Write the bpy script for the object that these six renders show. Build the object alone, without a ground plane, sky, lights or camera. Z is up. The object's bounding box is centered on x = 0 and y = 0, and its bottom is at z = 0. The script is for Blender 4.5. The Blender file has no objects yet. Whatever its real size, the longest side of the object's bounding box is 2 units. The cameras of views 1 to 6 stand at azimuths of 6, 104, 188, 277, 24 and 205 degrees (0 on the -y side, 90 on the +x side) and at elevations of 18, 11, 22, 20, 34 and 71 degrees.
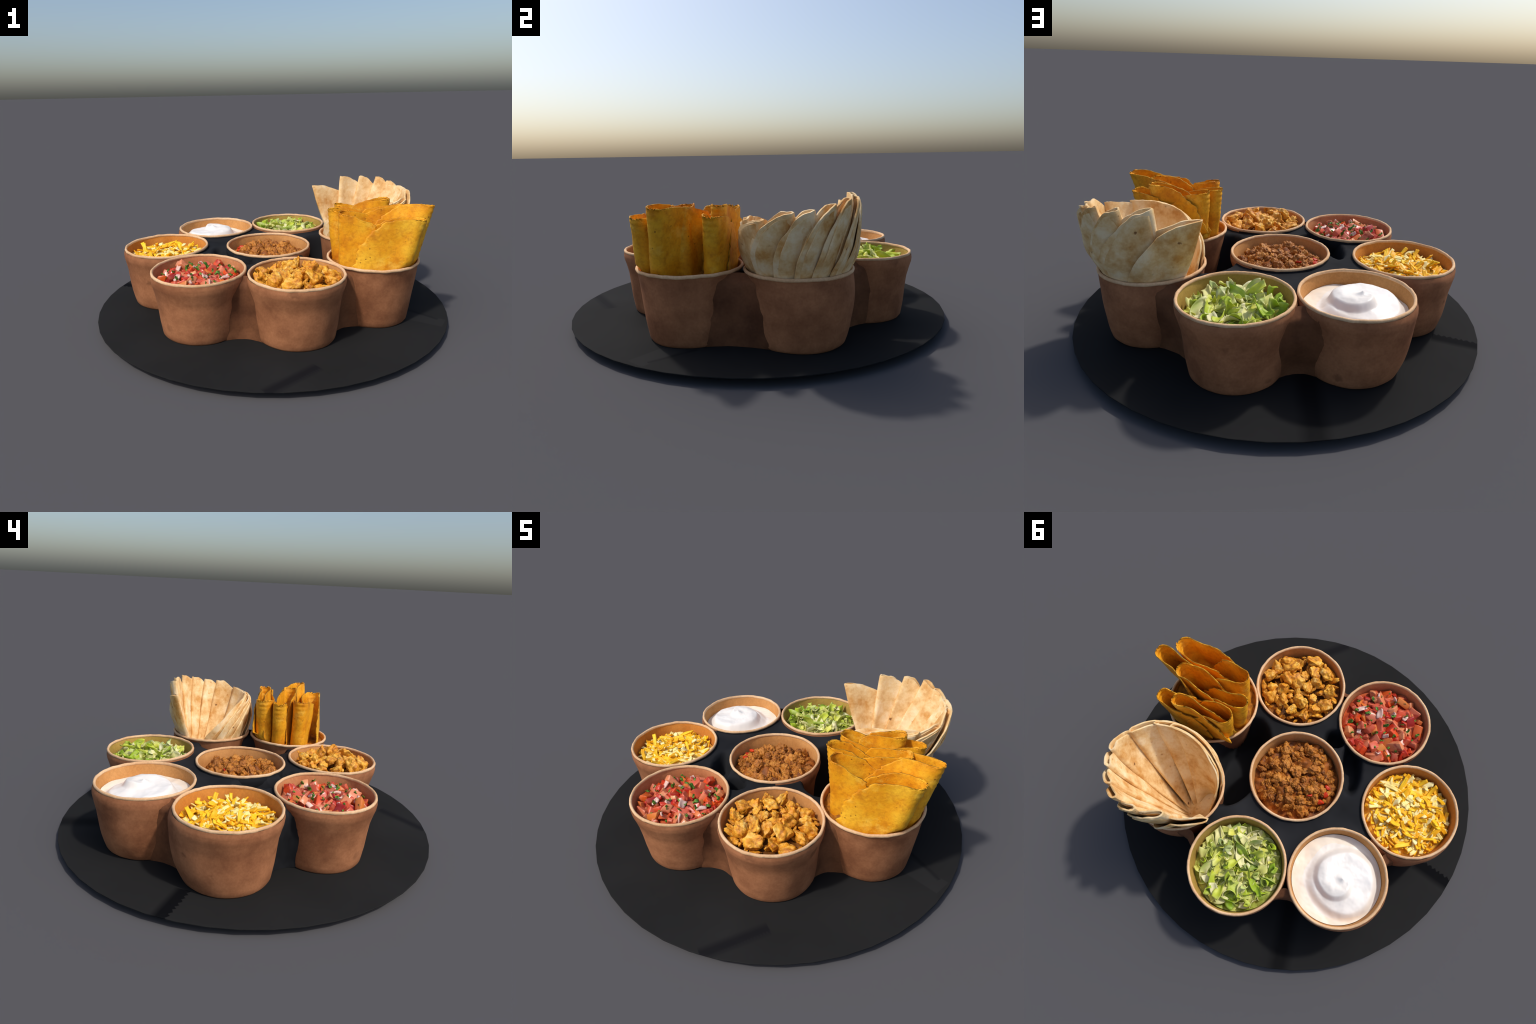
# A taco bar on a round dark tray: eight paper cups of fillings, shells and tortillas.
import bpy, bmesh, math, random
import numpy as np
from mathutils import Vector, Matrix, Euler, noise as mnoise

rng = random.Random(7)
nrng = np.random.default_rng(7)
PLATE_Z = 0.039          # top of the tray
RIM_Z = 0.372            # height of the cup rims
CUPS = {                 # x, y of every cup's axis
    "salsa": (-0.335, -0.422), "chicken": (0.163, -0.452), "shells": (0.563, -0.175),
    "tortilla": (0.529, 0.322), "lettuce": (0.076, 0.575), "cream": (-0.398, 0.440),
    "cheese": (-0.614, -0.009), "meat": (-0.017, 0.040)}
STRAIGHT = ("shells", "tortilla")          # cups without a flared collar

# ------------------------------------------------------------------ helpers
def mesh_from(name, verts, faces, mat=None, smooth=True):
    me = bpy.data.meshes.new(name)
    me.from_pydata([tuple(map(float, v)) for v in verts], [], [tuple(map(int, f)) for f in faces])
    me.update()
    if smooth:
        me.polygons.foreach_set("use_smooth", [True] * len(me.polygons))
    if mat:
        me.materials.append(mat)
    return me

def add(name, data, parent=None, loc=None, rot=None, scale=None):
    ob = bpy.data.objects.new(name, data)
    bpy.context.scene.collection.objects.link(ob)
    if parent:
        ob.parent = parent
    if loc is not None:
        ob.location = loc
    if rot is not None:
        ob.rotation_euler = rot
    if scale is not None:
        ob.scale = scale
    return ob

def root(name, label, category, data=None, loc=(0, 0, 0)):
    ob = add(name, data, loc=loc)
    ob["label"] = label
    ob["category"] = category
    return ob

def grid_faces(nu, nv, close_u=False, flip=False):
    f = []
    for i in range(nu if close_u else nu - 1):
        a = (i + 1) % nu
        for j in range(nv - 1):
            q = (i * nv + j, a * nv + j, a * nv + j + 1, i * nv + j + 1)
            f.append(q[::-1] if flip else q)
    return f

def lathe(profile, n=72, wob=None):
    v = []
    for i in range(n):
        t = 2 * math.pi * i / n
        for k, (r, z) in enumerate(profile):
            dr, dz = wob(t, r, z) if wob else (0, 0)
            v.append(((r + dr) * math.cos(t), (r + dr) * math.sin(t), z + dz))
    return v, grid_faces(n, len(profile), close_u=True)

def fbm(p, scale, octaves=3, seed=0.0):
    s, a, q = 0.0, 1.0, Vector(p) * scale + Vector((seed, seed * 1.7, -seed))
    for _ in range(octaves):
        s += a * mnoise.noise(q)
        q = q * 2.03
        a *= 0.5
    return s

def smooth01(x):
    x = min(1.0, max(0.0, x))
    return x * x * (3 - 2 * x)

def lerp(a, b, t):
    return a + (b - a) * t

# ------------------------------------------------------------------ materials
class Mat:
    """Small builder for node materials on Object coordinates."""
    def __init__(self, name, rough=0.7, spec=0.25):
        self.m = bpy.data.materials.new(name)
        self.m.use_nodes = True
        self.nt = self.m.node_tree
        self.bsdf = self.nt.nodes["Principled BSDF"]
        self.bsdf.inputs["Roughness"].default_value = rough
        self.bsdf.inputs["Specular IOR Level"].default_value = spec
        tc = self.nt.nodes.new("ShaderNodeTexCoord")
        self.co = tc.outputs["Object"]

    def node(self, kind, **kw):
        n = self.nt.nodes.new(kind)
        for k, v in kw.items():
            setattr(n, k, v)
        return n

    def link(self, a, b):
        self.nt.links.new(a, b)

    def mapping(self, scale=(1, 1, 1), loc=(0, 0, 0), rot=(0, 0, 0), vec=None):
        n = self.node("ShaderNodeMapping")
        n.inputs["Scale"].default_value = scale
        n.inputs["Location"].default_value = loc
        n.inputs["Rotation"].default_value = rot
        self.link(vec or self.co, n.inputs["Vector"])
        return n.outputs["Vector"]

    def noise(self, scale, detail=3, rough=0.55, vec=None, dist=0.0):
        n = self.node("ShaderNodeTexNoise")
        n.inputs["Scale"].default_value = scale
        n.inputs["Detail"].default_value = detail
        n.inputs["Roughness"].default_value = rough
        n.inputs["Distortion"].default_value = dist
        self.link(vec or self.co, n.inputs["Vector"])
        return n.outputs["Fac"]

    def voronoi(self, scale, vec=None, feature="F1", out="Distance", rand=1.0):
        n = self.node("ShaderNodeTexVoronoi", feature=feature)
        n.inputs["Scale"].default_value = scale
        n.inputs["Randomness"].default_value = rand
        self.link(vec or self.co, n.inputs["Vector"])
        return n.outputs[out]

    def ramp(self, fac, stops):
        n = self.node("ShaderNodeValToRGB")
        cr = n.color_ramp
        while len(cr.elements) < len(stops):
            cr.elements.new(0.5)
        for e, (p, c) in zip(cr.elements, stops):
            e.position = p
            if isinstance(c, (int, float)):
                c = (c, c, c)
            e.color = (*c, 1)
        self.link(fac, n.inputs["Fac"])
        return n.outputs["Color"]

    def mix(self, fac, a, b, mode="MIX"):
        n = self.node("ShaderNodeMix", data_type="RGBA", blend_type=mode)
        for sock, v in ((n.inputs[0], fac), (n.inputs[6], a), (n.inputs[7], b)):
            if isinstance(v, (int, float)):
                sock.default_value = v
            elif isinstance(v, tuple):
                sock.default_value = (*v, 1)
            else:
                self.link(v, sock)
        return n.outputs[2]

    def math(self, op, a, b=0.0, clamp=False):
        n = self.node("ShaderNodeMath", operation=op, use_clamp=clamp)
        for sock, v in zip(n.inputs, (a, b)):
            if isinstance(v, (int, float)):
                sock.default_value = v
            else:
                self.link(v, sock)
        return n.outputs[0]

    def random(self):
        return self.node("ShaderNodeObjectInfo").outputs["Random"]

    def bump(self, height, strength=0.3, distance=0.004):
        n = self.node("ShaderNodeBump")
        n.inputs["Strength"].default_value = strength
        n.inputs["Distance"].default_value = distance
        self.link(height, n.inputs["Height"])
        self.link(n.outputs["Normal"], self.bsdf.inputs["Normal"])

    def color(self, c):
        s = self.bsdf.inputs["Base Color"]
        if isinstance(c, tuple):
            s.default_value = (*c, 1)
        else:
            self.link(c, s)
        return self

    def axis(self, name):
        n = self.node("ShaderNodeSeparateXYZ")
        self.link(self.co, n.inputs[0])
        return n.outputs[name]

def srgb(r, g, b):
    f = lambda c: (c / 255 / 12.92) if c / 255 <= 0.04045 else ((c / 255 + 0.055) / 1.055) ** 2.4
    return (f(r), f(g), f(b))

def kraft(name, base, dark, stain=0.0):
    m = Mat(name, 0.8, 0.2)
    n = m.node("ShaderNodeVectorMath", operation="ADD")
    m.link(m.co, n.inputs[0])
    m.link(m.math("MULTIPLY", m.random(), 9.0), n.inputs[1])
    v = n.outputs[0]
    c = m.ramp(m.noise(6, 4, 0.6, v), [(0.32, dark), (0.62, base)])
    fib = m.noise(90, 4, 0.7, v)
    c = m.mix(0.35, c, m.ramp(fib, [(0.35, (0.55, 0.47, 0.4)), (0.65, (1, 1, 1))]), "MULTIPLY")
    if stain:
        sp = m.math("ADD", m.voronoi(7, v), m.math("MULTIPLY", m.noise(24, 3, 0.6, v), 0.35))
        c = m.mix(m.math("MULTIPLY", m.ramp(sp, [(0.30, stain), (0.38, 0.0)]), m.ramp(m.noise(3, 1, 0.5, v), [(0.5, 0.0), (0.6, 1.0)])), c, srgb(104, 66, 44))
    m.color(c)
    m.bump(m.noise(160, 3), 0.15, 0.002)
    return m.m

M = {}
M["kraft_outer"] = kraft("kraft_outer", srgb(178, 120, 82), srgb(138, 88, 58), 0.5)
M["kraft_inner"] = kraft("kraft_inner", srgb(208, 152, 92), srgb(188, 130, 72))
M["kraft_inner_cheese"] = kraft("kraft_inner_cheese", srgb(214, 144, 66), srgb(196, 122, 48))  # cheese, lettuce, salsa linings tinted with colour bounced off their fillings
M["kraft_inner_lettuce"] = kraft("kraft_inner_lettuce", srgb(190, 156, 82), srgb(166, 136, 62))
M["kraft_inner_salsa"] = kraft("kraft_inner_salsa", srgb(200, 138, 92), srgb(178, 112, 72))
M["kraft_rim"] = kraft("kraft_rim", srgb(230, 192, 150), srgb(210, 166, 122))
M["kraft_web"] = kraft("kraft_web", srgb(126, 82, 54), srgb(94, 58, 37))  # kraft brown darkened to paint in the shadow of the gaps

def tray_material():
    m = Mat("tray_black", 0.85, 0.06)
    base = m.ramp(m.noise(2.2, 3), [(0.35, srgb(33, 33, 33)), (0.65, srgb(37, 37, 37))])
    x, y = m.axis("X"), m.axis("Y")
    def band(p, q, half, soft):
        """1 inside a strip from p to q."""
        dx, dy = q[0] - p[0], q[1] - p[1]
        L = math.hypot(dx, dy)
        dx, dy = dx / L, dy / L
        u = m.math("ADD", m.math("MULTIPLY", m.math("SUBTRACT", x, p[0]), dx), m.math("MULTIPLY", m.math("SUBTRACT", y, p[1]), dy))
        v = m.math("ADD", m.math("MULTIPLY", m.math("SUBTRACT", x, p[0]), -dy), m.math("MULTIPLY", m.math("SUBTRACT", y, p[1]), dx))
        a = m.math("SUBTRACT", 1.0, m.math("DIVIDE", m.math("SUBTRACT", m.math("ABSOLUTE", v), half), soft), True)
        b = m.math("MULTIPLY", m.math("GREATER_THAN", u, 0.0), m.math("LESS_THAN", u, L))
        return m.math("MULTIPLY", a, b), u, v
    s, u, v = band((0.27, -0.775), (0.05, -1.0), 0.012, 0.03)
    c = m.mix(m.math("MULTIPLY", s, 0.85), base, srgb(22, 22, 25))
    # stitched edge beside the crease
    s2, u2, v2 = band((0.285, -0.785), (0.09, -1.0), 0.006, 0.004)
    dash = m.math("GREATER_THAN", m.math("SINE", m.math("MULTIPLY", u2, 420.0)), 0.0)
    c = m.mix(m.math("MULTIPLY", m.math("MULTIPLY", s2, dash), 0.7), c, srgb(31, 31, 33))
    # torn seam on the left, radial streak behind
    s3, u3, v3 = band((-0.785, 0.120), (-1.0, 0.170), 0.040, 0.035)
    teeth = m.math("MULTIPLY", m.math("PINGPONG", m.math("ADD", u3, m.math("MULTIPLY", m.noise(30, 2), 0.02)), 0.013), 1.1)
    jag = m.math("LESS_THAN", v3, m.math("SUBTRACT", teeth, 0.004))
    c = m.mix(m.math("MULTIPLY", m.math("MULTIPLY", s3, 0.95), jag), c, srgb(9, 10, 13))
    s4, _, _ = band((-0.22, 0.55), (-0.31, 1.0), 0.02, 0.05)
    c = m.mix(m.math("MULTIPLY", s4, 0.75), c, srgb(14, 14, 15))
    # paler folded patch on the right
    s5, _, _ = band((0.70, -0.16), (0.94, -0.28), 0.045, 0.006)
    c = m.mix(m.math("MULTIPLY", s5, 0.45), c, srgb(45, 45, 45))
    s6, _, _ = band((0.75, -0.085), (0.92, -0.232), 0.002, 0.014)
    c = m.mix(m.math("MULTIPLY", s6, 0.7), c, srgb(24, 24, 26))
    m.color(c)
    return m.m
M["tray"] = tray_material()

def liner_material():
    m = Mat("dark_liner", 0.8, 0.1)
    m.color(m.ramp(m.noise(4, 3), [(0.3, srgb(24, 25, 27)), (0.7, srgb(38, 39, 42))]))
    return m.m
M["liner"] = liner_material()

def tortilla_material():
    m = Mat("flour_tortilla", 0.75, 0.2)
    r = m.math("MULTIPLY", m.random(), 20.0)
    n = m.node("ShaderNodeVectorMath", operation="ADD")
    m.link(m.co, n.inputs[0])
    m.link(r, n.inputs[1])
    v = n.outputs[0]
    c = m.ramp(m.noise(9, 4, 0.6, v), [(0.36, srgb(242, 217, 178)), (0.50, srgb(230, 195, 144)), (0.66, srgb(202, 150, 88))])
    c = m.mix(0.25, c, m.ramp(m.noise(70, 3, 0.6, v), [(0.35, srgb(190, 150, 100)), (0.6, srgb(250, 235, 205))]), "SOFT_LIGHT")
    spots = m.voronoi(19, m.mapping((1, 1, 1), vec=v))
    keep = m.noise(6, 1, 0.5, v)
    jag = m.math("ADD", spots, m.math("MULTIPLY", m.noise(38, 3, 0.65, v), 0.45))
    f = m.ramp(jag, [(0.20, 0.75), (0.36, 0.0)])
    f = m.math("MULTIPLY", f, m.ramp(keep, [(0.40, 0.0), (0.50, 1.0)]))
    c = m.mix(f, c, srgb(172, 112, 58))
    f2 = m.math("MULTIPLY", m.ramp(m.math("ADD", m.voronoi(11, m.mapping(loc=(3, 1, 2), vec=v)), m.math("MULTIPLY", m.noise(50, 3, 0.6, v), 0.4)), [(0.24, 0.85), (0.29, 0.0)]), m.ramp(m.noise(4, 1, 0.5, m.mapping(loc=(1, 5, 2), vec=v)), [(0.46, 0.0), (0.5, 1.0)]))
    c = m.mix(f2, c, srgb(112, 66, 34))
    m.color(c)
    m.bump(m.noise(35, 4, 0.6, v), 0.35, 0.006)
    m.bsdf.inputs["Subsurface Weight"].default_value = 0.0
    return m.m
M["tortilla"] = tortilla_material()

def shell_material():
    m = Mat("corn_shell", 0.6, 0.3)
    big = m.noise(7, 3)
    fine = m.noise(55, 4, 0.65)
    c = m.ramp(big, [(0.3, srgb(208, 128, 16)), (0.46, srgb(236, 164, 24)), (0.7, srgb(246, 190, 48))])
    c = m.mix(0.4, c, m.ramp(fine, [(0.32, srgb(190, 140, 90)), (0.5, srgb(240, 225, 200)), (0.68, srgb(255, 252, 235))]), "MULTIPLY")
    c = m.mix(m.ramp(m.noise(16, 4, 0.7, m.mapping(loc=(3, 1, 5))), [(0.52, 0.0), (0.70, 0.55)]), c, srgb(176, 104, 18))
    c = m.mix(m.ramp(m.noise(12, 4, 0.7, m.mapping(loc=(9, 4, 2))), [(0.55, 0.0), (0.72, 0.6)]), c, srgb(250, 206, 84))
    sp = m.math("ADD", m.voronoi(26), m.math("MULTIPLY", m.noise(120, 2), 0.2))
    f = m.math("MULTIPLY", m.ramp(sp, [(0.16, 0.75), (0.22, 0.0)]), m.ramp(m.noise(6, 1), [(0.45, 0.0), (0.55, 1.0)]))
    c = m.mix(f, c, srgb(120, 66, 12))
    m.color(c)
    m.bump(m.noise(70, 4, 0.65), 0.4, 0.005)
    return m.m
M["shell"] = shell_material()
def plain(name, c1, c2, scale=20, rough=0.6, bump=0.0, bscale=60, rnd=0.0, spec=0.3):
    m = Mat(name, rough, spec)
    c = m.ramp(m.noise(scale, 3), [(0.35, c1), (0.65, c2)])
    if rnd:
        c = m.mix(1.0, c, m.ramp(m.random(), [(0.0, (1 - rnd,) * 3), (1.0, (1, 1, 1))]), "MULTIPLY")
    m.color(c)
    if bump:
        m.bump(m.noise(bscale, 4, 0.6), bump, 0.005)
    return m.m
M["crumbs"] = plain("corn_crumb_bed", srgb(120, 72, 18), srgb(196, 128, 30), 24, 0.8, 0.9, 40)
M["scorch"] = plain("toasted_edge", srgb(120, 84, 14), srgb(200, 145, 30), 40, 0.8)

def chicken_material(name, sat):
    m = Mat(name, 0.45, 0.4)
    v = m.mapping((1, 1, 1))
    c = m.ramp(m.noise(13, 4, 0.7, v, 0.8), [(0.31, srgb(104, 58, 14)), (0.40, srgb(222, 142, 30)), (0.54, srgb(246, 182, 58)), (0.70, srgb(252, 220, 140))])
    fib = m.noise(34, 5, 0.75, m.mapping((1, 0.3, 1)), 0.4)
    c = m.mix(0.75, c, m.ramp(fib, [(0.34, srgb(126, 78, 36)), (0.5, (0.9, 0.9, 0.9)), (0.6, (1, 1, 1))]), "MULTIPLY")
    c = m.mix(1.0, c, m.ramp(m.random(), [(0.0, sat), (0.5, (0.95, 0.92, 0.9)), (1.0, (1, 1, 1))]), "MULTIPLY")
    m.color(c)
    m.bump(fib, 0.9, 0.008)
    return m.m
M["chicken"] = chicken_material("seasoned_chicken", (0.85, 0.74, 0.58))
M["chicken_base"] = plain("chicken_juices", srgb(58, 32, 10), srgb(140, 86, 26), 26, 0.7, 0.9, 40)  # dark brown base colour seen between the chunks

def meat_material():
    m = Mat("ground_meat", 0.4, 0.45)
    c = m.ramp(m.noise(16, 4, 0.7), [(0.30, srgb(100, 54, 14)), (0.48, srgb(186, 114, 34)), (0.7, srgb(210, 144, 58))])
    c = m.mix(1.0, c, m.ramp(m.random(), [(0.0, (0.62, 0.55, 0.5)), (0.35, (0.95, 0.93, 0.9)), (0.9, (1, 1, 1)), (0.95, (1.12, 1.1, 0.9))]), "MULTIPLY")
    m.color(c)
    m.bump(m.noise(65, 5, 0.7), 0.9, 0.008)
    return m.m
M["meat"] = meat_material()
M["meat_base"] = plain("meat_sauce", srgb(92, 48, 12), srgb(164, 92, 28), 22, 0.6, 0.9, 40)
M["pepper"] = plain("red_pepper", srgb(176, 40, 14), srgb(214, 66, 24), 14, 0.3)

def tomato_material():
    m = Mat("diced_tomato", 0.3, 0.45)
    m.bsdf.inputs["Subsurface Weight"].default_value = 0.0
    body = m.ramp(m.random(), [(0.0, srgb(178, 32, 18)), (0.16, srgb(196, 62, 40)), (0.32, srgb(210, 116, 82)), (0.46, srgb(216, 146, 96)), (0.56, srgb(168, 40, 46)), (0.7, srgb(204, 96, 70)), (0.82, srgb(214, 70, 16)), (1.0, srgb(206, 128, 60))])
    c = m.mix(m.ramp(m.noise(20, 3), [(0.48, 0.0), (0.70, 0.6)]), body, srgb(208, 128, 88))
    c = m.mix(m.ramp(m.noise(28, 2, 0.5, m.mapping(loc=(4, 2, 1))), [(0.56, 0.0), (0.68, 0.8)]), c, srgb(160, 26, 18))
    m.color(c)
    m.bump(m.noise(30, 2), 0.3, 0.006)
    return m.m
M["tomato"] = tomato_material()
M["salsa_base"] = plain("salsa_juice", srgb(150, 44, 20), srgb(200, 100, 54), 22, 0.5, 0.6, 30)
M["onion"] = plain("chopped_onion", srgb(214, 168, 152), srgb(232, 206, 192), 16, 0.3, rnd=0.08)
M["cilantro"] = plain("cilantro", srgb(56, 104, 24), srgb(110, 158, 56), 30, 0.5, rnd=0.25)
M["cheddar"] = plain("yellow_cheese", srgb(248, 172, 12), srgb(255, 208, 44), 12, 0.5, rnd=0.10)
M["jack"] = plain("white_cheese", srgb(246, 218, 120), srgb(250, 236, 172), 12, 0.5, rnd=0.08)
M["cheese_base"] = plain("cheese_bed", srgb(246, 178, 40), srgb(255, 220, 100), 22, 0.5, 0.8, 40)

def lettuce_material():
    m = Mat("shredded_lettuce", 0.45, 0.35)
    body = m.ramp(m.random(), [(0.0, srgb(146, 186, 36)), (0.15, srgb(196, 214, 52)), (0.4, srgb(226, 226, 96)), (0.65, srgb(238, 234, 158)), (1.0, srgb(246, 240, 206))])
    c = m.mix(m.ramp(m.noise(14, 3), [(0.4, 0.0), (0.65, 0.55)]), body, srgb(238, 238, 180))
    c = m.mix(m.ramp(m.noise(9, 2, 0.5, m.mapping(loc=(2, 7, 1))), [(0.55, 0.0), (0.72, 0.6)]), c, srgb(172, 200, 50))
    m.color(c)
    m.bump(m.noise(40, 3), 0.3, 0.004)
    tr = m.node("ShaderNodeBsdfTranslucent")
    m.link(c, tr.inputs["Color"])
    mx = m.node("ShaderNodeMixShader")
    mx.inputs[0].default_value = 0.25
    out = m.nt.nodes["Material Output"]
    m.link(m.bsdf.outputs[0], mx.inputs[1])
    m.link(tr.outputs[0], mx.inputs[2])
    m.link(mx.outputs[0], out.inputs["Surface"])
    return m.m
M["lettuce"] = lettuce_material()
M["lettuce_base"] = plain("lettuce_bed", srgb(120, 140, 40), srgb(206, 212, 110), 16, 0.5, 0.8, 30)
M["cream"] = plain("sour_cream", srgb(232, 224, 214), srgb(242, 238, 232), 5, 0.35, spec=0.4)
M["cream_thin"] = plain("sour_cream_rim", srgb(238, 222, 200), srgb(242, 234, 222), 6, 0.4)

# ------------------------------------------------------------------ tray
def build_tray():
    n = 48
    v, f = [], []
    prof = [(0.985, PLATE_Z - 0.006), (1.0, PLATE_Z - 0.004), (1.0, PLATE_Z - 0.001), (0.998, PLATE_Z)]
    for r, z in prof:
        for i in range(n):
            t = 2 * math.pi * i / n
            v.append((r * math.cos(t), r * math.sin(t), z))
    for k in range(len(prof) - 1):
        for i in range(n):
            j = (i + 1) % n
            f.append((k * n + i, k * n + j, (k + 1) * n + j, (k + 1) * n + i))
    f.append(tuple(reversed(range(n))))
    f.append(tuple(range((len(prof) - 1) * n, len(prof) * n)))
    top = root("serving_tray", "round thin matte black serving tray with faint creases", "tray",
               mesh_from("serving_tray", v, f, M["tray"], smooth=False))
    v, f = lathe([(0.62, PLATE_Z - 0.0055), (0.62, 0.002), (0.618, 0.0), (0.56, 0.0), (0.555, 0.002), (0.555, PLATE_Z - 0.0055)], 64)
    add("foot_ring", mesh_from("foot_ring", v, f, M["tray"]), top)
build_tray()

# ------------------------------------------------------------------ cups
FLARED = [(0.196, PLATE_Z + 0.001), (0.202, PLATE_Z + 0.010), (0.2125, 0.12), (0.219, 0.195), (0.2255, 0.250),
          (0.237, 0.298), (0.2445, 0.325), (0.2465, 0.345), (0.2440, 0.364)]
PLAIN = [(0.190, PLATE_Z + 0.001), (0.197, PLATE_Z + 0.012), (0.2085, 0.12), (0.2175, 0.20), (0.2275, 0.29), (0.235, 0.345), (0.2385, 0.364)]
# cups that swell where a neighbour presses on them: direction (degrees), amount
SWELL = {"cream": ((165, 0.022),), "cheese": ((80, 0.038), (180, 0.010)), "tortilla": ((85, 0.026),)}
def cup_radius(key, t, z):
    prof = PLAIN if key in STRAIGHT else FLARED
    r = float(np.interp(z, [p[1] for p in prof], [p[0] for p in prof]))
    h = math.sin(math.pi * min(1.0, max(0.0, (z - PLATE_Z) / (0.366 - PLATE_Z)))) ** 0.8
    for deg, amt in SWELL.get(key, ()):
        c = max(0.0, math.cos(t - math.radians(deg)))
        r += amt * h * c ** 1.3
        if key == "tortilla":                       # its foot is splayed on the same side
            r += 0.012 * c ** 1.3 * smooth01((0.16 - z) / 0.12)
    return r
def cup_inner_radius(z):
    return float(np.interp(z, [0.06, 0.372], [0.19, 0.231]))

def build_cup(key):
    cx, cy = CUPS[key]
    seed = len(key) * 3.1 + cx * 5
    def wob(t, r, z):
        k = smooth01((z - 0.05) / 0.25)
        return (0.0022 * k * fbm((math.cos(t), math.sin(t), z * 3), 2.2, 2, seed), 0.0)
    labels = {"salsa": "holding chopped tomato salsa", "chicken": "holding chicken pieces", "shells": "holding corn shells",
              "tortilla": "holding folded tortillas", "lettuce": "holding shredded lettuce", "cream": "holding sour cream",
              "cheese": "holding shredded cheese", "meat": "holding ground meat"}
    cup = root("paper_cup", "round brown kraft paper cup " + labels[key], "paper cup", loc=(cx, cy, 0))
    prof = PLAIN if key in STRAIGHT else FLARED
    zs = np.interp(np.linspace(0, len(prof) - 1, 3 * len(prof) - 2), range(len(prof)), [p[1] for p in prof])
    prof = [(0.2, float(z)) for z in zs]
    dent = lambda t, r, z: (cup_radius(key, t, z) - 0.2 + wob(t, r, z)[0] + 0.003 * fbm((math.cos(t), math.sin(t), z * 2), 1.6, 2, seed + 5) * smooth01((0.34 - z) / 0.1), 0)
    v, f = lathe(prof, 80, dent)
    c = len(v)
    v.append((0, 0, PLATE_Z + 0.001))
    np_ = len(prof)
    f += [(c, ((i + 1) % 80) * np_, i * np_) for i in range(80)]
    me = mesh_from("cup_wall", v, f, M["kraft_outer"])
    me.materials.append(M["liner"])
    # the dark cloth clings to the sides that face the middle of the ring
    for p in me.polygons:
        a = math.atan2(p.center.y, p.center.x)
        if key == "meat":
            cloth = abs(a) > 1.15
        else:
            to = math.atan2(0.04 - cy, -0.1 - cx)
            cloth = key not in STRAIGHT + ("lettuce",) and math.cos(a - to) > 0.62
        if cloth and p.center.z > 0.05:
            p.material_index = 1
    add("cup_wall", me, cup)
    inner = [(0.234, 0.366), (0.231, 0.352), (0.226, 0.33), (0.219, 0.27), (0.205, 0.17), (0.19, 0.06), (0.0, 0.06)]
    v, f = lathe(inner, 80, lambda t, r, z: (wob(t, r, z)[0] if r > 0 else 0, 0))
    add("cup_lining", mesh_from("cup_lining", v, f, M.get("kraft_inner_" + key, M["kraft_inner"])), cup)
    # rolled rim
    ring_r, tube = (0.2375, 0.0082)
    n, m = 110, 12
    v = []
    for i in range(n):
        t = 2 * math.pi * i / n
        w = fbm((math.cos(t), math.sin(t), 0), 7, 2, seed + 9)
        rr = ring_r + 0.0012 * w
        zz = RIM_Z - tube * 0.45 + 0.0022 * fbm((math.cos(t), math.sin(t), 1), 5, 2, seed + 3)
        tb = tube * (1 + 0.12 * w)
        for j in range(m):
            a = 2 * math.pi * j / m
            v.append(((rr + tb * 0.85 * math.cos(a)) * math.cos(t), (rr + tb * 0.85 * math.cos(a)) * math.sin(t), zz + tb * math.sin(a)))
    f = []
    for i in range(n):
        for j in range(m):
            a, b = (i + 1) % n, (j + 1) % m
            f.append((i * m + j, a * m + j, a * m + b, i * m + b))
    add("cup_rim", mesh_from("cup_rim", v, f, M["kraft_rim"]), cup)
    return cup
for key in CUPS:
    build_cup(key)

# ------------------------------------------------------------------ paper webs and dark liner between the cups
OUTER = ["salsa", "chicken", "shells", "tortilla", "lettuce", "cream", "cheese"]
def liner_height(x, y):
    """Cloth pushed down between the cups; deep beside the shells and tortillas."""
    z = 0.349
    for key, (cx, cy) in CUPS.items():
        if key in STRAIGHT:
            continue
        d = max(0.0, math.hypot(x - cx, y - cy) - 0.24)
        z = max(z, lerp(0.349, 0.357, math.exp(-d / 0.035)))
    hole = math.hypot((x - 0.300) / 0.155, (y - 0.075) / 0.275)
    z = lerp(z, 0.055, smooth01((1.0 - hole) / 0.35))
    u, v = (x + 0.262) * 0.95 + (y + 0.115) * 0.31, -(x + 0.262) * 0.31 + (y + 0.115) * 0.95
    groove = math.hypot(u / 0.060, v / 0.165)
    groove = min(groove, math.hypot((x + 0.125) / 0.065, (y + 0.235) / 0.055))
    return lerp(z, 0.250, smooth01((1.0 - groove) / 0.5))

# how far each web stands out of the line between two cups: at the tray, at the rims
WEBS = {("salsa", "chicken"): (0.108, 0.098), ("chicken", "shells"): (0.078, 0.088), ("shells", "tortilla"): (0.145, 0.145),
        ("tortilla", "lettuce"): (0.105, 0.130), ("lettuce", "cream"): (0.082, 0.135), ("cream", "cheese"): (0.115, 0.125),
        ("cheese", "salsa"): (0.066, 0.086)}

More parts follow.
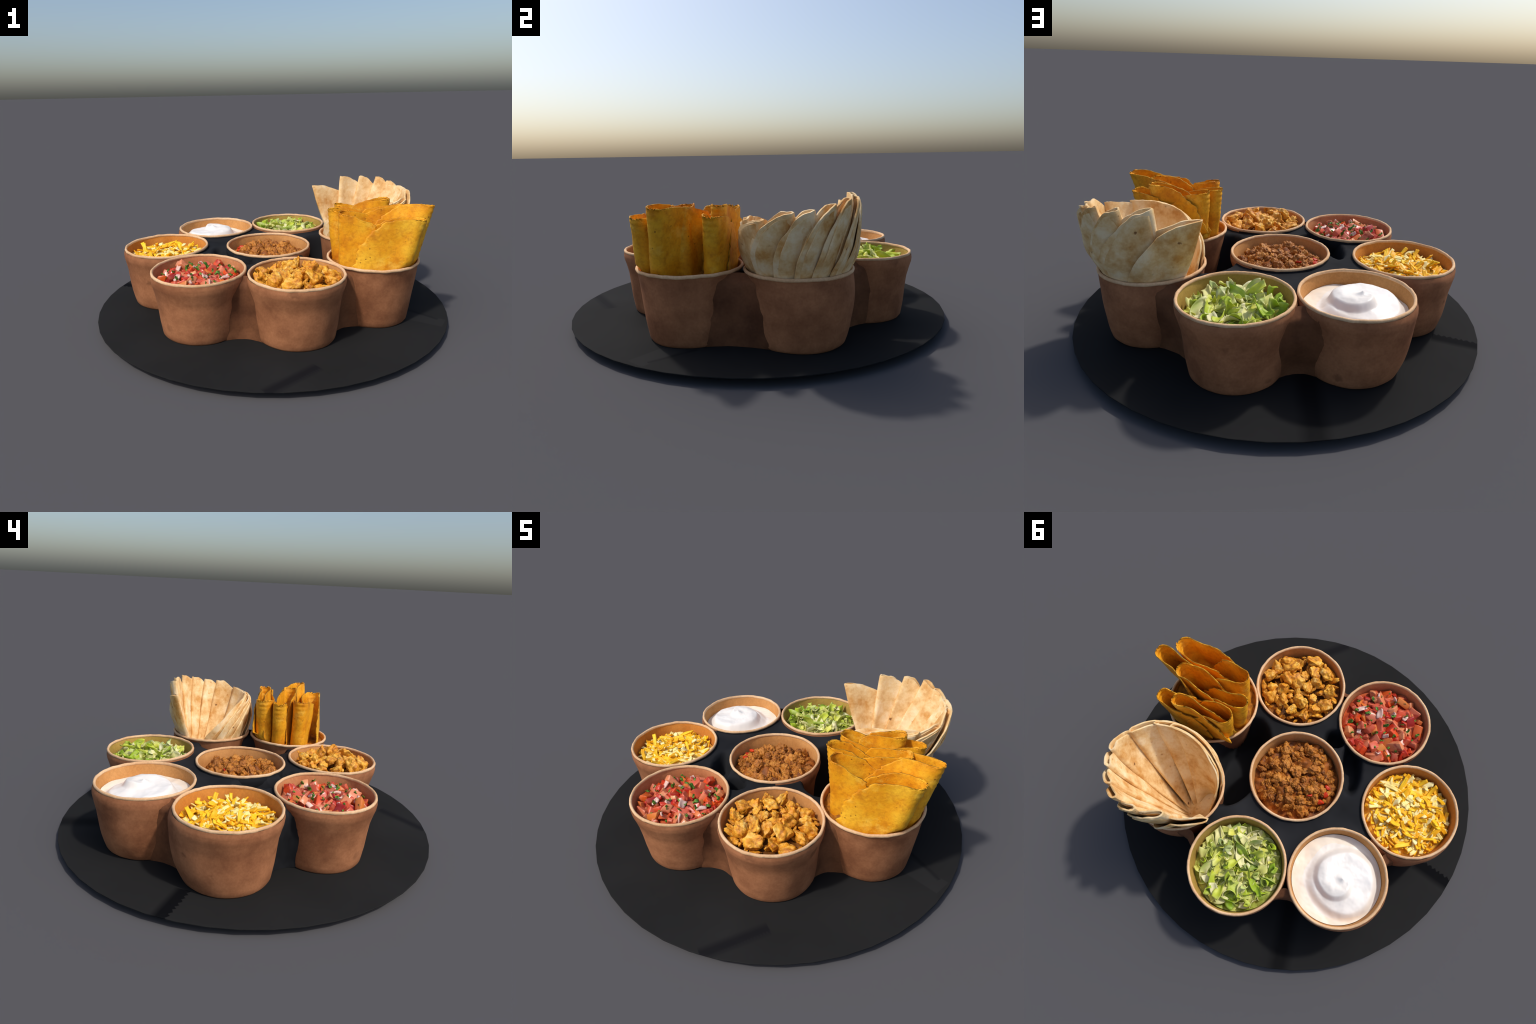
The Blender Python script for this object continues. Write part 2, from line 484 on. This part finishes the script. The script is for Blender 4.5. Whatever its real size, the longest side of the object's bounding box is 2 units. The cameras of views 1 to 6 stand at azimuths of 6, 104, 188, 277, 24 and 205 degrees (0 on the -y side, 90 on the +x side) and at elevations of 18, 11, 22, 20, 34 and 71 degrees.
def build_filler():
    poly = [Vector(CUPS[k]) for k in OUTER]
    def inside(p):
        c = True
        for i in range(len(poly)):
            a, b = poly[i], poly[(i + 1) % len(poly)]
            if (b - a).cross(p - a) < -1e-9:
                c = False
        return c
    # concave outline: test by winding instead of convexity
    def inside_any(p):
        w = False
        j = len(poly) - 1
        for i in range(len(poly)):
            a, b = poly[i], poly[j]
            if (a.y > p.y) != (b.y > p.y) and p.x < (b.x - a.x) * (p.y - a.y) / (b.y - a.y) + a.x:
                w = not w
            j = i
        return w
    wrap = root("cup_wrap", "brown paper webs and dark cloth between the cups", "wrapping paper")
    step = 0.011
    xs = np.arange(-0.7, 0.7, step)
    ys = np.arange(-0.55, 0.66, step)
    idx, v, f = {}, [], []
    def vert(i, j):
        if (i, j) in idx:
            return idx[(i, j)]
        x, y = xs[i], ys[j]
        for key, (cx, cy) in CUPS.items():
            d = math.hypot(x - cx, y - cy)
            R = cup_radius(key, math.atan2(y - cy, x - cx), liner_height(x, y)) - 0.005
            if d < R:
                s = R / max(d, 1e-6)
                if s < 1.2:
                    x, y = cx + (x - cx) * s, cy + (y - cy) * s
        idx[(i, j)] = len(v)
        v.append((x, y, liner_height(x, y) + 0.004 * fbm((x, y, 0), 6)))
        return idx[(i, j)]
    for i in range(len(xs) - 1):
        for j in range(len(ys) - 1):
            c = Vector((xs[i] + step / 2, ys[j] + step / 2))
            if not inside_any(c):
                continue
            if any((c - Vector(q)).length < cup_radius(kk, math.atan2(c.y - q[1], c.x - q[0]), liner_height(c.x, c.y)) - 0.010 for kk, q in CUPS.items()):
                continue
            f.append((vert(i, j), vert(i + 1, j), vert(i + 1, j + 1), vert(i, j + 1)))
    add("dark_liner", mesh_from("dark_liner", v, f, M["liner"]), wrap)
    # side webs closing every gap of the ring
    for k in range(len(OUTER)):
        a, b = Vector(CUPS[OUTER[k]]), Vector(CUPS[OUTER[(k + 1) % len(OUTER)]])
        u = (b - a).normalized()
        nrm = Vector((u.y, -u.x))                      # points out of the ring
        L = (b - a).length
        ka, kb = OUTER[k], OUTER[(k + 1) % len(OUTER)]
        low, high = WEBS[(ka, kb)]
        dark = (ka, kb) == ("cheese", "salsa")
        nu, nz = 18, 22
        v = []
        for i in range(nu):
            w = i / (nu - 1)
            for j in range(nz):
                q = j / (nz - 1)
                z = lerp(PLATE_Z + 0.0015, 0.362, q)
                o = lerp(low, high, smooth01(q * 1.6)) if q < 1 else high
                if (ka, kb) == ("salsa", "chicken"):
                    o = lerp(0.105, high, smooth01((z - PLATE_Z) / 0.05))
                oe = o + 0.020
                def edge_at(cen, sgn):
                    ang = math.atan2(*(u * sgn * 0.2 + nrm * oe).yx)
                    R = cup_radius(ka if sgn > 0 else kb, ang, z) - 0.005
                    return math.sqrt(max(1e-4, R * R - oe * oe))
                p = lerp(edge_at(a, 1), L - edge_at(b, -1), w)
                bulge = o + 0.028 * (2 * w - 1) ** 2 - 0.006 + 0.006 * fbm((w, z * 4, k), 2.5)
                bulge -= 0.045 * smooth01((q - 0.86) / 0.14) * (1 - (2 * w - 1) ** 2)
                v.append((a.x + u.x * p + nrm.x * bulge, a.y + u.y * p + nrm.y * bulge, z))
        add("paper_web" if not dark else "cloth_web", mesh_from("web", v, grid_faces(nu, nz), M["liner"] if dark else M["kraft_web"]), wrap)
build_filler()

# ------------------------------------------------------------------ folded flour tortillas
TC = Vector((0.529, 0.322, 0.0))
APEX = Vector((0.408, 0.405, 0.03))
T_ANG = [-250, -183, -135, -104, -75, -47, -20, 6, 23, 43, 61, 85, 117, 153, 185]
T_RAD = [0.212, 0.208, 0.190, 0.200, 0.224, 0.258, 0.278, 0.282, 0.274, 0.266, 0.264, 0.244, 0.240, 0.330, 0.310]
T_TOP = [0.550, 0.550, 0.580, 0.600, 0.600, 0.603, 0.612, 0.644, 0.651, 0.671, 0.688, 0.689, 0.692, 0.644, 0.640]
T_SAG = [-0.03, -0.03, 0.0, 0.05, 0.08, 0.075, 0.06, 0.045, 0.035, 0.025, 0.015, 0.01, 0.0, 0.0, 0.0]
def t_top(deg):
    r = float(np.interp(deg, T_ANG, T_RAD))
    z = float(np.interp(deg, T_ANG, T_TOP))
    a = math.radians(deg)
    return Vector((TC.x + r * math.cos(a), TC.y + r * math.sin(a), z))
def t_outer(deg, z):
    tp = t_top(deg)
    rt = math.hypot(tp.x - TC.x, tp.y - TC.y)
    if z < RIM_Z:
        r = cup_inner_radius(max(z, 0.06)) - 0.012
    else:
        w = (z - RIM_Z) / max(0.05, tp.z - RIM_Z)
        r0 = cup_inner_radius(RIM_Z) - 0.012
        r = lerp(r0, rt, min(1.1, w)) + 0.006 * math.sin(math.pi * min(1.0, w))
    a = math.radians(deg)
    return Vector((TC.x + r * math.cos(a), TC.y + r * math.sin(a), z))
def t_inner(deg, z):
    tp = t_top(deg)
    w = (z - APEX.z) / (tp.z - APEX.z)
    p = APEX.lerp(tp, w)
    a = math.radians(deg)
    sw = float(np.interp(deg, T_ANG, T_SAG)) * math.sin(math.pi * min(1, max(0, w)))
    d = Vector((p.x - TC.x + sw * math.cos(a), p.y - TC.y + sw * math.sin(a)))
    o = t_outer(deg, z)
    ro = math.hypot(o.x - TC.x, o.y - TC.y) - 0.006
    if d.length > ro:
        d *= ro / d.length
    return Vector((TC.x + d.x, TC.y + d.y, z))

def build_tortilla(deg, travel, seed, behind=0.0):
    """One tortilla folded to a quarter: fold edge up, round edge sweeping down clockwise."""
    nv, nr = 34, 20
    peak = t_top(deg) - Vector((0, 0, 0.13 * behind))
    z0 = 0.07
    rows = []
    for iv in range(-nv, nv + 1):
        s = iv / nv
        side = 1 if s > 0 else -1
        phi = (abs(s) ** 1.15) * math.radians(88)
        rnd = min(1.0, abs(s) / 0.09)
        gap = side * 0.011 * math.sqrt(max(0.0, 1 - (1 - rnd) ** 2)) if s else 0.0
        row = []
        for ir in range(nr):
            q = lerp(0.04, 1.0, ir / (nr - 1))
            edge = 1 + 0.015 * fbm((seed, s * 4, side), 1.5) - (0.03 * side * abs(s))
            qq = q * edge if abs(s) > 0.02 else q
            tr = travel * math.sin(phi) * qq * (1.0 - 0.07 * side * abs(s))
            h = qq * math.cos(phi) ** 0.9
            d = deg - tr
            z = z0 + h * (peak.z - z0)
            f = behind + (1 - behind) * min(1.0, tr / travel)
            g = smooth01(f * 1.15) * 0.9 + 0.1 * f
            p = t_inner(d, z).lerp(t_outer(d, z), g)
            rad = Vector((math.cos(math.radians(d)), math.sin(math.radians(d)), -0.12))
            puff = 0.004 * fbm((d * 0.03, z * 5, seed), 1.3)
            open_up = 0.6 + 0.7 * q
            p += rad * (gap * open_up + puff + 0.034 * f * smooth01((z - 0.34) / 0.16))
            lim = cup_inner_radius(max(0.06, min(p.z, RIM_Z))) - 0.006 + max(0.0, p.z - RIM_Z) * 0.55
            dd = Vector((p.x - TC.x, p.y - TC.y))
            if dd.length > lim:
                dd *= (lim - 0.004 * (1 - f)) / dd.length
                p = Vector((TC.x + dd.x, TC.y + dd.y, p.z))
            row.append(p)
        rows.append(row)
    v = [p for r in rows for p in r]
    me = mesh_from("tortilla", v, grid_faces(len(rows), nr), M["tortilla"])
    ob = root("flour_tortilla", "folded soft flour tortilla with brown toasted spots", "tortilla", me)
    md = ob.modifiers.new("thickness", "SOLIDIFY")
    md.thickness = 0.0075
    md.offset = 0
    bv = ob.modifiers.new("soft", "BEVEL")
    bv.width = 0.0022
    bv.segments = 2
    bv.angle_limit = math.radians(50)
    return ob
FOLDS = [(153, 82, 0), (117, 74, 0), (85, 50, 0), (61, 46, 0), (43, 46, 0), (23, 48, 0), (6, 58, 0), (-20, 88, 0), (-47, 132, 0), (-66, 122, 0),
         (114, 62, 0.10), (82, 40, 0.10), (58, 36, 0.10), (40, 36, 0.10), (20, 38, 0.10), (3, 46, 0.10), (-23, 74, 0.10), (-50, 112, 0.10)]
for i, (deg, travel, behind) in enumerate(FOLDS):
    build_tortilla(deg, travel, 3.7 * i + 1, behind)
# one more lies crumpled at the bottom of the cup
v = []
for i in range(48):
    t = 2 * math.pi * i / 48
    for j in range(14):
        rr = 0.178 * j / 13
        x, y = rr * math.cos(t), rr * math.sin(t)
        v.append((TC.x - 0.012 + x, TC.y + 0.005 + y, 0.115 + 0.25 * x * x / 0.2 + 0.015 * fbm((x, y, 0), 9, 2, 4)))
me = mesh_from("tortilla", v, grid_faces(48, 14, close_u=True, flip=True), M["tortilla"])
ob = root("flour_tortilla", "soft flour tortilla lying in the bottom of a cup", "tortilla", me)
ob.modifiers.new("thickness", "SOLIDIFY").thickness = 0.006

# ------------------------------------------------------------------ corn taco shells
def build_shell(tip, lean, mouth, width, flare, R, seed, bend=0.0):
    """A fried half-moon shell standing on its side; its U opens along mouth."""
    tip = Vector(tip)
    m0 = Vector((mouth[0], mouth[1], 0)).normalized()
    e = Vector((lean[0], lean[1], 1)).normalized()
    m = (m0 - e * m0.dot(e)).normalized()
    n = e.cross(m)
    if n.dot(Vector((0, 1, 0))) < 0:
        n = -n
    centre = tip - e * R
    cx, cy = CUPS["shells"]
    r = width / 2
    ns, nt = 44, 56
    v = []
    for i in range(ns):
        s = lerp(-0.35, 1.0, i / (ns - 1))
        s = math.sin(s * math.pi / 2) if s > 0 else s
        for j in range(nt):
            tt = lerp(-1, 1, j / (nt - 1))
            W = max(0.0, 1 - max(0.0, s) ** 2.5 - (0.6 * s * s if s < 0 else 0)) ** 0.42 * R
            W = max(W, 0.034) + (0.022 * fbm((seed, s * 4, math.copysign(1, tt)), 2.0) + 0.011 * fbm((seed, s * 15, math.copysign(1, tt)), 3.0)) * min(1, W / 0.05)
            t = tt * W
            sc = R * s
            if s > 0.985:
                sc += 0.009 * fbm((seed + 5, tt * 5, 0), 2)
            arc = math.pi * r / 2
            top = max(0.0, s)
            if abs(t) < arc:
                a = abs(t) / r
                pm, pn = r * (1 - math.cos(a)), r * math.sin(a)
            else:
                x = abs(t) - arc
                pm, pn = r + x, r
                pn += (flare[1] if t > 0 else flare[0]) * x
                pn += 0.017 * math.sin(x * 15 + seed * math.copysign(1, t)) * min(1, x / 0.08) * (0.4 + 0.6 * top)
            rip = 0.0016 * math.sin(sc * 2 * math.pi / 0.026 + seed) * max(0, 1 - abs(t) / 0.1)
            pn_s = math.copysign(pn, t)
            p = centre + e * sc + m * (pm - rip) + n * (pn_s + bend * pm * pm)
            p += Vector((fbm(p, 9, 2, seed), fbm(p, 9, 2, seed + 20), 0)) * 0.004
            d = Vector((p.x - cx, p.y - cy))
            if p.z < 0.42:
                lim = cup_inner_radius(min(p.z, RIM_Z)) - 0.012 + max(0, p.z - RIM_Z) * 0.9
                if d.length > lim:
                    d *= lim / d.length
                    p.x, p.y = cx + d.x, cy + d.y
            p.z = max(p.z, 0.075)
            v.append(p)
    me = mesh_from("taco_shell", v, grid_faces(ns, nt), M["shell"])
    me.materials.append(M["scorch"])
    ob = root("taco_shell", "crisp folded yellow corn shell with toasted edge", "taco shell", me)
    md = ob.modifiers.new("thickness", "SOLIDIFY")
    md.thickness = 0.0055
    md.offset = 0
    md.material_offset_rim = 1
    return ob

SHELLS = [  # tip of the fold, lean, mouth direction, width, arm flare (-y arm, +y arm)
    ((0.795, -0.312, 0.606), (0.26, 0.08), (-0.99, 0.12), 0.095, (0.04, -0.05)),
    ((0.850, -0.213, 0.655), (0.25, 0.12), (-0.97, 0.16), 0.075, (0.0, 0.32)),
    ((0.717, -0.165, 0.645), (0.12, 0.02), (-0.99, 0.10), 0.075, (0.0, 0.0)),
    ((0.752, -0.010, 0.612), (0.16, 0.06), (-0.99, -0.02), 0.070, (0.10, 0.12)),
    ((0.660, -0.006, 0.650), (0.10, 0.04), (-0.99, 0.02), 0.066, (0.0, -0.02)),
    ((0.372, -0.247, 0.628), (-0.04, -0.02), (0.99, -0.08), 0.084, (0.05, 0.03)),
    ((0.322, -0.126, 0.614), (-0.12, 0.00), (0.99, -0.02), 0.076, (0.0, 0.02)),
    ((0.363, -0.026, 0.623), (-0.06, 0.02), (0.99, -0.03), 0.092, (0.0, 0.06)),
]
for i, (tip, lean, mouth, w, fl) in enumerate(SHELLS):
    build_shell(tip, lean, mouth, w, fl, (0.305, 0.305, 0.305, 0.26, 0.29, 0.28, 0.28, 0.27)[i], 2.3 * i + 1)

# ------------------------------------------------------------------ fillings
def bed(name, parent, mat, edge, dome, rough, freq, seed, fn=None):
    """Domed bed of food filling a cup, as a polar grid."""
    nr, na = (34, 96) if not fn else (70, 200)
    v = []
    for i in range(na):
        t = 2 * math.pi * i / na
        for j in range(nr):
            q = j / (nr - 1)
            rr = q * (cup_inner_radius(edge) - 0.001)
            x, y = rr * math.cos(t), rr * math.sin(t)
            z = edge + dome * (1 - q * q)
            z += rough * fbm((x, y, 0), freq, 3, seed)
            if fn:
                z = fn(q, t, x, y, z)
            v.append((x, y, z))
    me = mesh_from(name, v, grid_faces(na, nr, close_u=True, flip=True), mat)
    return add(name, me, parent)

def lump(name, mat, seed, dims, facets=9, noise_amp=0.12, freq=3.0, sub=3, cut=(0.55, 0.85)):
    """A chunk with flat cut faces and rough skin."""
    r = random.Random(seed)
    bm = bmesh.new()
    bmesh.ops.create_icosphere(bm, subdivisions=sub + 1, radius=1)
    planes = []
    for _ in range(facets):
        d = Vector((r.gauss(0, 1), r.gauss(0, 1), r.gauss(0, 1))).normalized()
        planes.append((d, r.uniform(*cut)))
    for vt in bm.verts:
        p = vt.co.copy()
        for d, k in planes:
            over = p.dot(d) - k
            if over > 0:
                p -= d * over * 0.97
        p += p.normalized() * noise_amp * fbm(p, freq, 3, seed)
        vt.co = Vector((p.x * dims[0], p.y * dims[1], p.z * dims[2]))
    me = bpy.data.meshes.new(name)
    bm.to_mesh(me)
    bm.free()
    me.polygons.foreach_set("use_smooth", [True] * len(me.polygons))
    me.materials.append(mat)
    return me

def dice(name, mat, seed, dims):
    """A knife-cut cube with rounded, skewed corners."""
    r = random.Random(seed)
    bm = bmesh.new()
    bmesh.ops.create_cube(bm, size=1)
    for vt in bm.verts:
        vt.co = Vector((vt.co.x * dims[0] * r.uniform(0.65, 1.25), vt.co.y * dims[1] * r.uniform(0.65, 1.25), vt.co.z * dims[2] * r.uniform(0.7, 1.2)))
    bmesh.ops.bevel(bm, geom=bm.edges[:], offset=min(dims) * 0.16, segments=2, affect="EDGES", profile=0.6)
    bmesh.ops.subdivide_edges(bm, edges=bm.edges[:], cuts=1, use_grid_fill=True)
    for vt in bm.verts:
        vt.co += Vector((fbm(vt.co, 40, 2, seed), fbm(vt.co, 40, 2, seed + 4), fbm(vt.co, 40, 2, seed + 8))) * min(dims) * 0.14
    me = bpy.data.meshes.new(name)
    bm.to_mesh(me)
    bm.free()
    me.polygons.foreach_set("use_smooth", [True] * len(me.polygons))
    me.materials.append(mat)
    return me

def ribbon(name, mat, seed, length, width, thick, curl, wave, n=18, m=5, cup=0.0, tip=0.4, flat=1.0):
    """A bent strip with real thickness: curled spine, wavy edges."""
    r = random.Random(seed)
    bend = [r.uniform(-curl, curl), r.uniform(-curl, curl)]
    ph = [r.uniform(0, 6.28) for _ in range(4)]
    pos, yaw, pit = Vector((0, 0, 0)), 0.0, 0.0
    secs, ds = [], length / (n - 1)
    for i in range(n):
        q = i / (n - 1)
        yaw += bend[0] / n + 0.4 * curl * math.cos(q * 5 + ph[0]) / n
        pit += flat * (bend[1] / n + 0.7 * curl * math.cos(q * 6 + ph[1]) / n)
        d = Vector((math.cos(yaw) * math.cos(pit), math.sin(yaw) * math.cos(pit), math.sin(pit)))
        pos = pos + d * ds
        side = Vector((-math.sin(yaw), math.cos(yaw), 0))
        up = d.cross(side).normalized()
        roll = flat * 0.9 * curl * 0.4 * math.sin(q * 4 + ph[2])
        side, up = side * math.cos(roll) + up * math.sin(roll), up * math.cos(roll) - side * math.sin(roll)
        w = width * (tip + (1 - tip) * math.sin(math.pi * min(1, max(0, 0.08 + q * 0.84))) ** 0.6)
        sec = []
        for k in range(m):
            c = 2 * k / (m - 1) - 1
            z = wave * math.sin(q * 11 + ph[3] + c * 1.5) * abs(c) + cup * width * c * c
            sec.append(pos + side * (c * w / 2) + up * z)
        secs.append((sec, up))
    top = [p + up * thick / 2 for sec, up in secs for p in sec]
    bot = [p - up * thick / 2 for sec, up in secs for p in sec]
    cen = sum(top, Vector()) / len(top)
    v = [p - cen for p in top + bot]
    o = len(top)
    f = [q[::-1] for q in grid_faces(n, m)] + [tuple(x + o for x in q) for q in grid_faces(n, m)]
    for i in range(n - 1):
        f.append((i * m, (i + 1) * m, (i + 1) * m + o, i * m + o))
        f.append(((i + 1) * m + m - 1, i * m + m - 1, i * m + m - 1 + o, (i + 1) * m + m - 1 + o))
    for k in range(m - 1):
        f.append((k + 1, k, k + o, k + 1 + o))
        e = (n - 1) * m
        f.append((e + k, e + k + 1, e + k + 1 + o, e + k + o))
    return mesh_from(name, v, f, mat)

def spots(count, rmax, r, min_d):
    """Scattered points in a disc, kept apart where there is room."""
    pts = []
    tries = 0
    while len(pts) < count and tries < 60000:
        tries += 1
        a, q = r.uniform(0, 2 * math.pi), rmax * math.sqrt(r.random())
        p = (q * math.cos(a), q * math.sin(a))
        d = min_d * (1 - tries / 60000)
        if all((p[0] - u[0]) ** 2 + (p[1] - u[1]) ** 2 > d * d for u in pts):
            pts.append(p)
    return pts

def dome_z(edge, dome, x, y):
    q = math.hypot(x, y) / cup_inner_radius(edge)
    return edge + dome * (1 - q * q)

COORDS = {}
def pile(parent, name, meshes, pts, edge, dome, lift, r, tilt=math.pi, smin=0.8, smax=1.2):
    """Scatter pieces on the dome of a filling; pieces that would cross the cup wall are pushed in."""
    for x, y in pts:
        sc = r.uniform(smin, smax)
        z = dome_z(edge, dome, x, y) + r.uniform(*lift)
        me = meshes[r.randrange(len(meshes))]
        if me.name not in COORDS:
            a = np.empty(len(me.vertices) * 3, dtype=np.float32)
            me.vertices.foreach_get("co", a)
            COORDS[me.name] = a.reshape(-1, 3)
        rot = Vector((r.uniform(-tilt, tilt), r.uniform(-tilt, tilt), r.uniform(0, 6.28)))
        size = Vector((sc * r.uniform(0.85, 1.15), sc * r.uniform(0.85, 1.15), sc))
        m = Matrix.LocRotScale(None, Euler(rot), size)
        co = COORDS[me.name] @ np.array(m.to_3x3()).T
        for _ in range(4):
            rad = np.hypot(co[:, 0] + x, co[:, 1] + y)
            k = int(rad.argmax())
            over = float(rad[k]) - (cup_inner_radius(z) - 0.004)
            if over <= 0:
                break
            ang = math.atan2(co[k, 1] + y, co[k, 0] + x)
            x, y = x - over * math.cos(ang), y - over * math.sin(ang)
        add(name, me, parent, (x, y, z), rot, size)

def food(name, label, category, key):
    return root(name, label, category, loc=(*CUPS[key], 0))

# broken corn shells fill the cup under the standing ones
cm = food("corn_crumbs", "bed of broken toasted corn shell pieces", "corn chips", "shells")
bed("crumb_bed", cm, M["crumbs"], 0.338, 0.010, 0.022, 20, 5)

# chicken
r = random.Random(11)
ck = food("chicken_filling", "heap of seasoned golden cooked chicken chunks", "cooked chicken", "chicken")
bed("chicken_bed", ck, M["chicken_base"], 0.300, 0.025, 0.03, 14, 2)
chunks = [lump("chicken_chunk", M["chicken"], 40 + i, (r.uniform(0.042, 0.058), r.uniform(0.032, 0.044), r.uniform(0.030, 0.040)), 10, 0.26, 2.1, 3, (0.46, 0.80)) for i in range(11)]
small = [lump("chicken_shred", M["chicken"], 70 + i, (r.uniform(0.024, 0.04), r.uniform(0.011, 0.018), r.uniform(0.009, 0.014)), 6, 0.30, 2.6, 2, (0.45, 0.8)) for i in range(8)]
pile(ck, "chicken_chunk", chunks, spots(25, 0.178, r, 0.074), 0.330, 0.030, (-0.020, 0.024), r, 3.1, 0.75, 1.25)
pile(ck, "chicken_shred", small, spots(78, 0.203, r, 0.036), 0.318, 0.03, (-0.012, 0.012), r, 0.9, 0.7, 1.4)

# ground meat
r = random.Random(12)
mt = food("ground_meat_filling", "heap of crumbly seasoned ground meat in sauce", "ground meat", "meat")
bed("meat_bed", mt, M["meat_base"], 0.296, 0.04, 0.034, 14, 4)
crumbs = [lump("meat_crumb", M["meat"], 100 + i, (r.uniform(0.024, 0.036), r.uniform(0.019, 0.028), r.uniform(0.016, 0.025)), 3, 0.36, 2.3, 3) for i in range(12)]
clump = spots(17, 0.155, r, 0.07)
pts = [(cx + r.gauss(0, 0.024), cy + r.gauss(0, 0.024)) for cx, cy in clump for _ in range(6)]
pts = [p for p in pts if math.hypot(*p) < 0.195]
pile(mt, "meat_crumb", crumbs, pts, 0.302, 0.036, (-0.012, 0.018), r, 3.1, 0.5, 1.15)
pile(mt, "meat_crumb", crumbs, spots(90, 0.200, r, 0.038), 0.300, 0.038, (-0.008, 0.010), r, 3.1, 0.4, 0.9)
bits = [lump("pepper_bit", M["pepper"], 130 + i, (0.022, 0.015, 0.009), 5, 0.1, 2, 2) for i in range(2)]
pile(mt, "pepper_bit", bits, [(-0.17, 0.03), (-0.172, -0.01), (-0.10, 0.06), (-0.165, 0.075)], 0.316, 0.035, (0.0, 0.008), r, 1.0)

# tomato salsa
r = random.Random(13)
sa = food("tomato_salsa", "chopped tomato salsa with onion and cilantro", "salsa", "salsa")
bed("salsa_bed", sa, M["salsa_base"], 0.306, 0.02, 0.018, 16, 6)
cubes = [dice("tomato_piece", M["tomato"], 200 + i, (r.uniform(0.044, 0.080), r.uniform(0.030, 0.046), r.uniform(0.022, 0.038))) for i in range(12)]
pile(sa, "tomato_piece", cubes, spots(95, 0.198, r, 0.036), 0.305, 0.026, (-0.012, 0.014), r, 1.1, 0.6, 1.45)
on = [ribbon("onion_piece", M["onion"], 230 + i, r.uniform(0.034, 0.05), r.uniform(0.02, 0.03), 0.009, 1.0, 0.001, 8, 5, 0.12, 0.75) for i in range(4)]
pile(sa, "onion_piece", on, spots(10, 0.185, r, 0.07), 0.326, 0.026, (0.002, 0.012), r, 0.9, 0.7, 1.2)
ci = [ribbon("cilantro_leaf", M["cilantro"], 250 + i, r.uniform(0.018, 0.034), r.uniform(0.010, 0.018), 0.0016, 1.6, 0.003, 8, 5, 0.2, 0.3) for i in range(5)]
pile(sa, "cilantro_leaf", ci, spots(38, 0.19, r, 0.04), 0.328, 0.03, (0.004, 0.012), r, 0.6, 0.7, 1.4)

# shredded cheese
r = random.Random(14)
ch = food("shredded_cheese", "mound of yellow and white shredded cheese", "cheese", "cheese")
bed("cheese_bed", ch, M["cheese_base"], 0.286, 0.045, 0.022, 18, 8)
for nm, mat, cnt, off in (("yellow_cheese_shred", M["cheddar"], 165, 300), ("white_cheese_shred", M["jack"], 88, 340)):
    st = [ribbon(nm, mat, off + i, r.uniform(0.12, 0.19), r.uniform(0.015, 0.025), r.uniform(0.006, 0.008), 3.6, 0.003, 22, 5, 0.08, 0.9, 0.25) for i in range(10)]
    pile(ch, nm, st, spots(cnt, 0.182, r, 0.026), 0.287, 0.044, (-0.004, 0.012), r, 0.30, 0.65, 1.1)
    cb = [lump(nm + "_crumb", mat, off + 20 + i, (0.016, 0.009, 0.006), 3, 0.35, 2, 2) for i in range(3)]
    pile(ch, nm.replace("shred", "crumb"), cb, spots(42, 0.204, r, 0.03), 0.292, 0.042, (-0.002, 0.008), r, 1.5, 0.6, 1.4)

# shredded lettuce
r = random.Random(15)
le = food("shredded_lettuce", "heap of curled pale green shredded lettuce", "lettuce", "lettuce")
bed("lettuce_bed", le, M["lettuce_base"], 0.288, 0.03, 0.03, 14, 10)
lv = [ribbon("lettuce_shred", M["lettuce"], 400 + i, r.uniform(0.13, 0.22), r.uniform(0.036, 0.060), 0.0026, 4.2, 0.009, 30, 7, 0.26, 0.85, 0.42) for i in range(16)]
pile(le, "lettuce_shred", lv, spots(145, 0.186, r, 0.029), 0.288, 0.034, (-0.008, 0.010), r, 0.36, 0.6, 1.05)

# sour cream
cr = food("sour_cream", "smooth white sour cream swirled to a peak", "sour cream", "cream")
def swirl(q, t, x, y, z):
    """Spooned cream: a broad mound with a spiral groove and a pulled peak."""
    ox, oy = -0.026, 0.000
    d = math.hypot(x - ox, y - oy)
    a = math.atan2(y - oy, x - ox)
    z = 0.307 + 0.010 * (1 - q)
    edge = 0.184 + 0.014 * math.cos(a - 2.6) + 0.006 * math.sin(3 * a + 1)
    m = smooth01((edge - d) / 0.045)
    z += m * (0.014 + 0.036 * max(0, 1 - (d / edge) ** 1.4))
    ph = (a + d * 38 + 0.6 + 0.4 * fbm((x, y, 3), 8, 2, 1)) % (2 * math.pi) / (2 * math.pi)
    ridge = smooth01(ph / 0.82) if ph < 0.82 else smooth01((1 - ph) / 0.18)
    z += m * 0.026 * (ridge - 0.3) * smooth01((d - 0.010) / 0.05) * smooth01((0.175 - d) / 0.06 + 0.2)
    ph2 = (a * 2 + d * 60 + 2.0) % (2 * math.pi) / (2 * math.pi)
    z += m * 0.004 * smooth01(abs(ph2 * 2 - 1)) * smooth01((d - 0.05) / 0.05)
    z += 0.018 * math.exp(-(d / 0.017) ** 1.3)
    z += 0.007 * fbm((x, y, 0), 9, 2, 3) + 0.0012 * fbm((x, y, 0), 40, 2, 5)
    return z
b = bed("cream_swirl", cr, M["cream"], 0.304, 0.0, 0.0, 1, 0, swirl)
b.data.materials.append(M["cream_thin"])
for p in b.data.polygons:                      # the thin cream left by the spoon round the mound
    if math.hypot(p.center.x + 0.026, p.center.y) > 0.184 + 0.006 * math.sin(5 * math.atan2(p.center.y, p.center.x)):
        p.material_index = 1
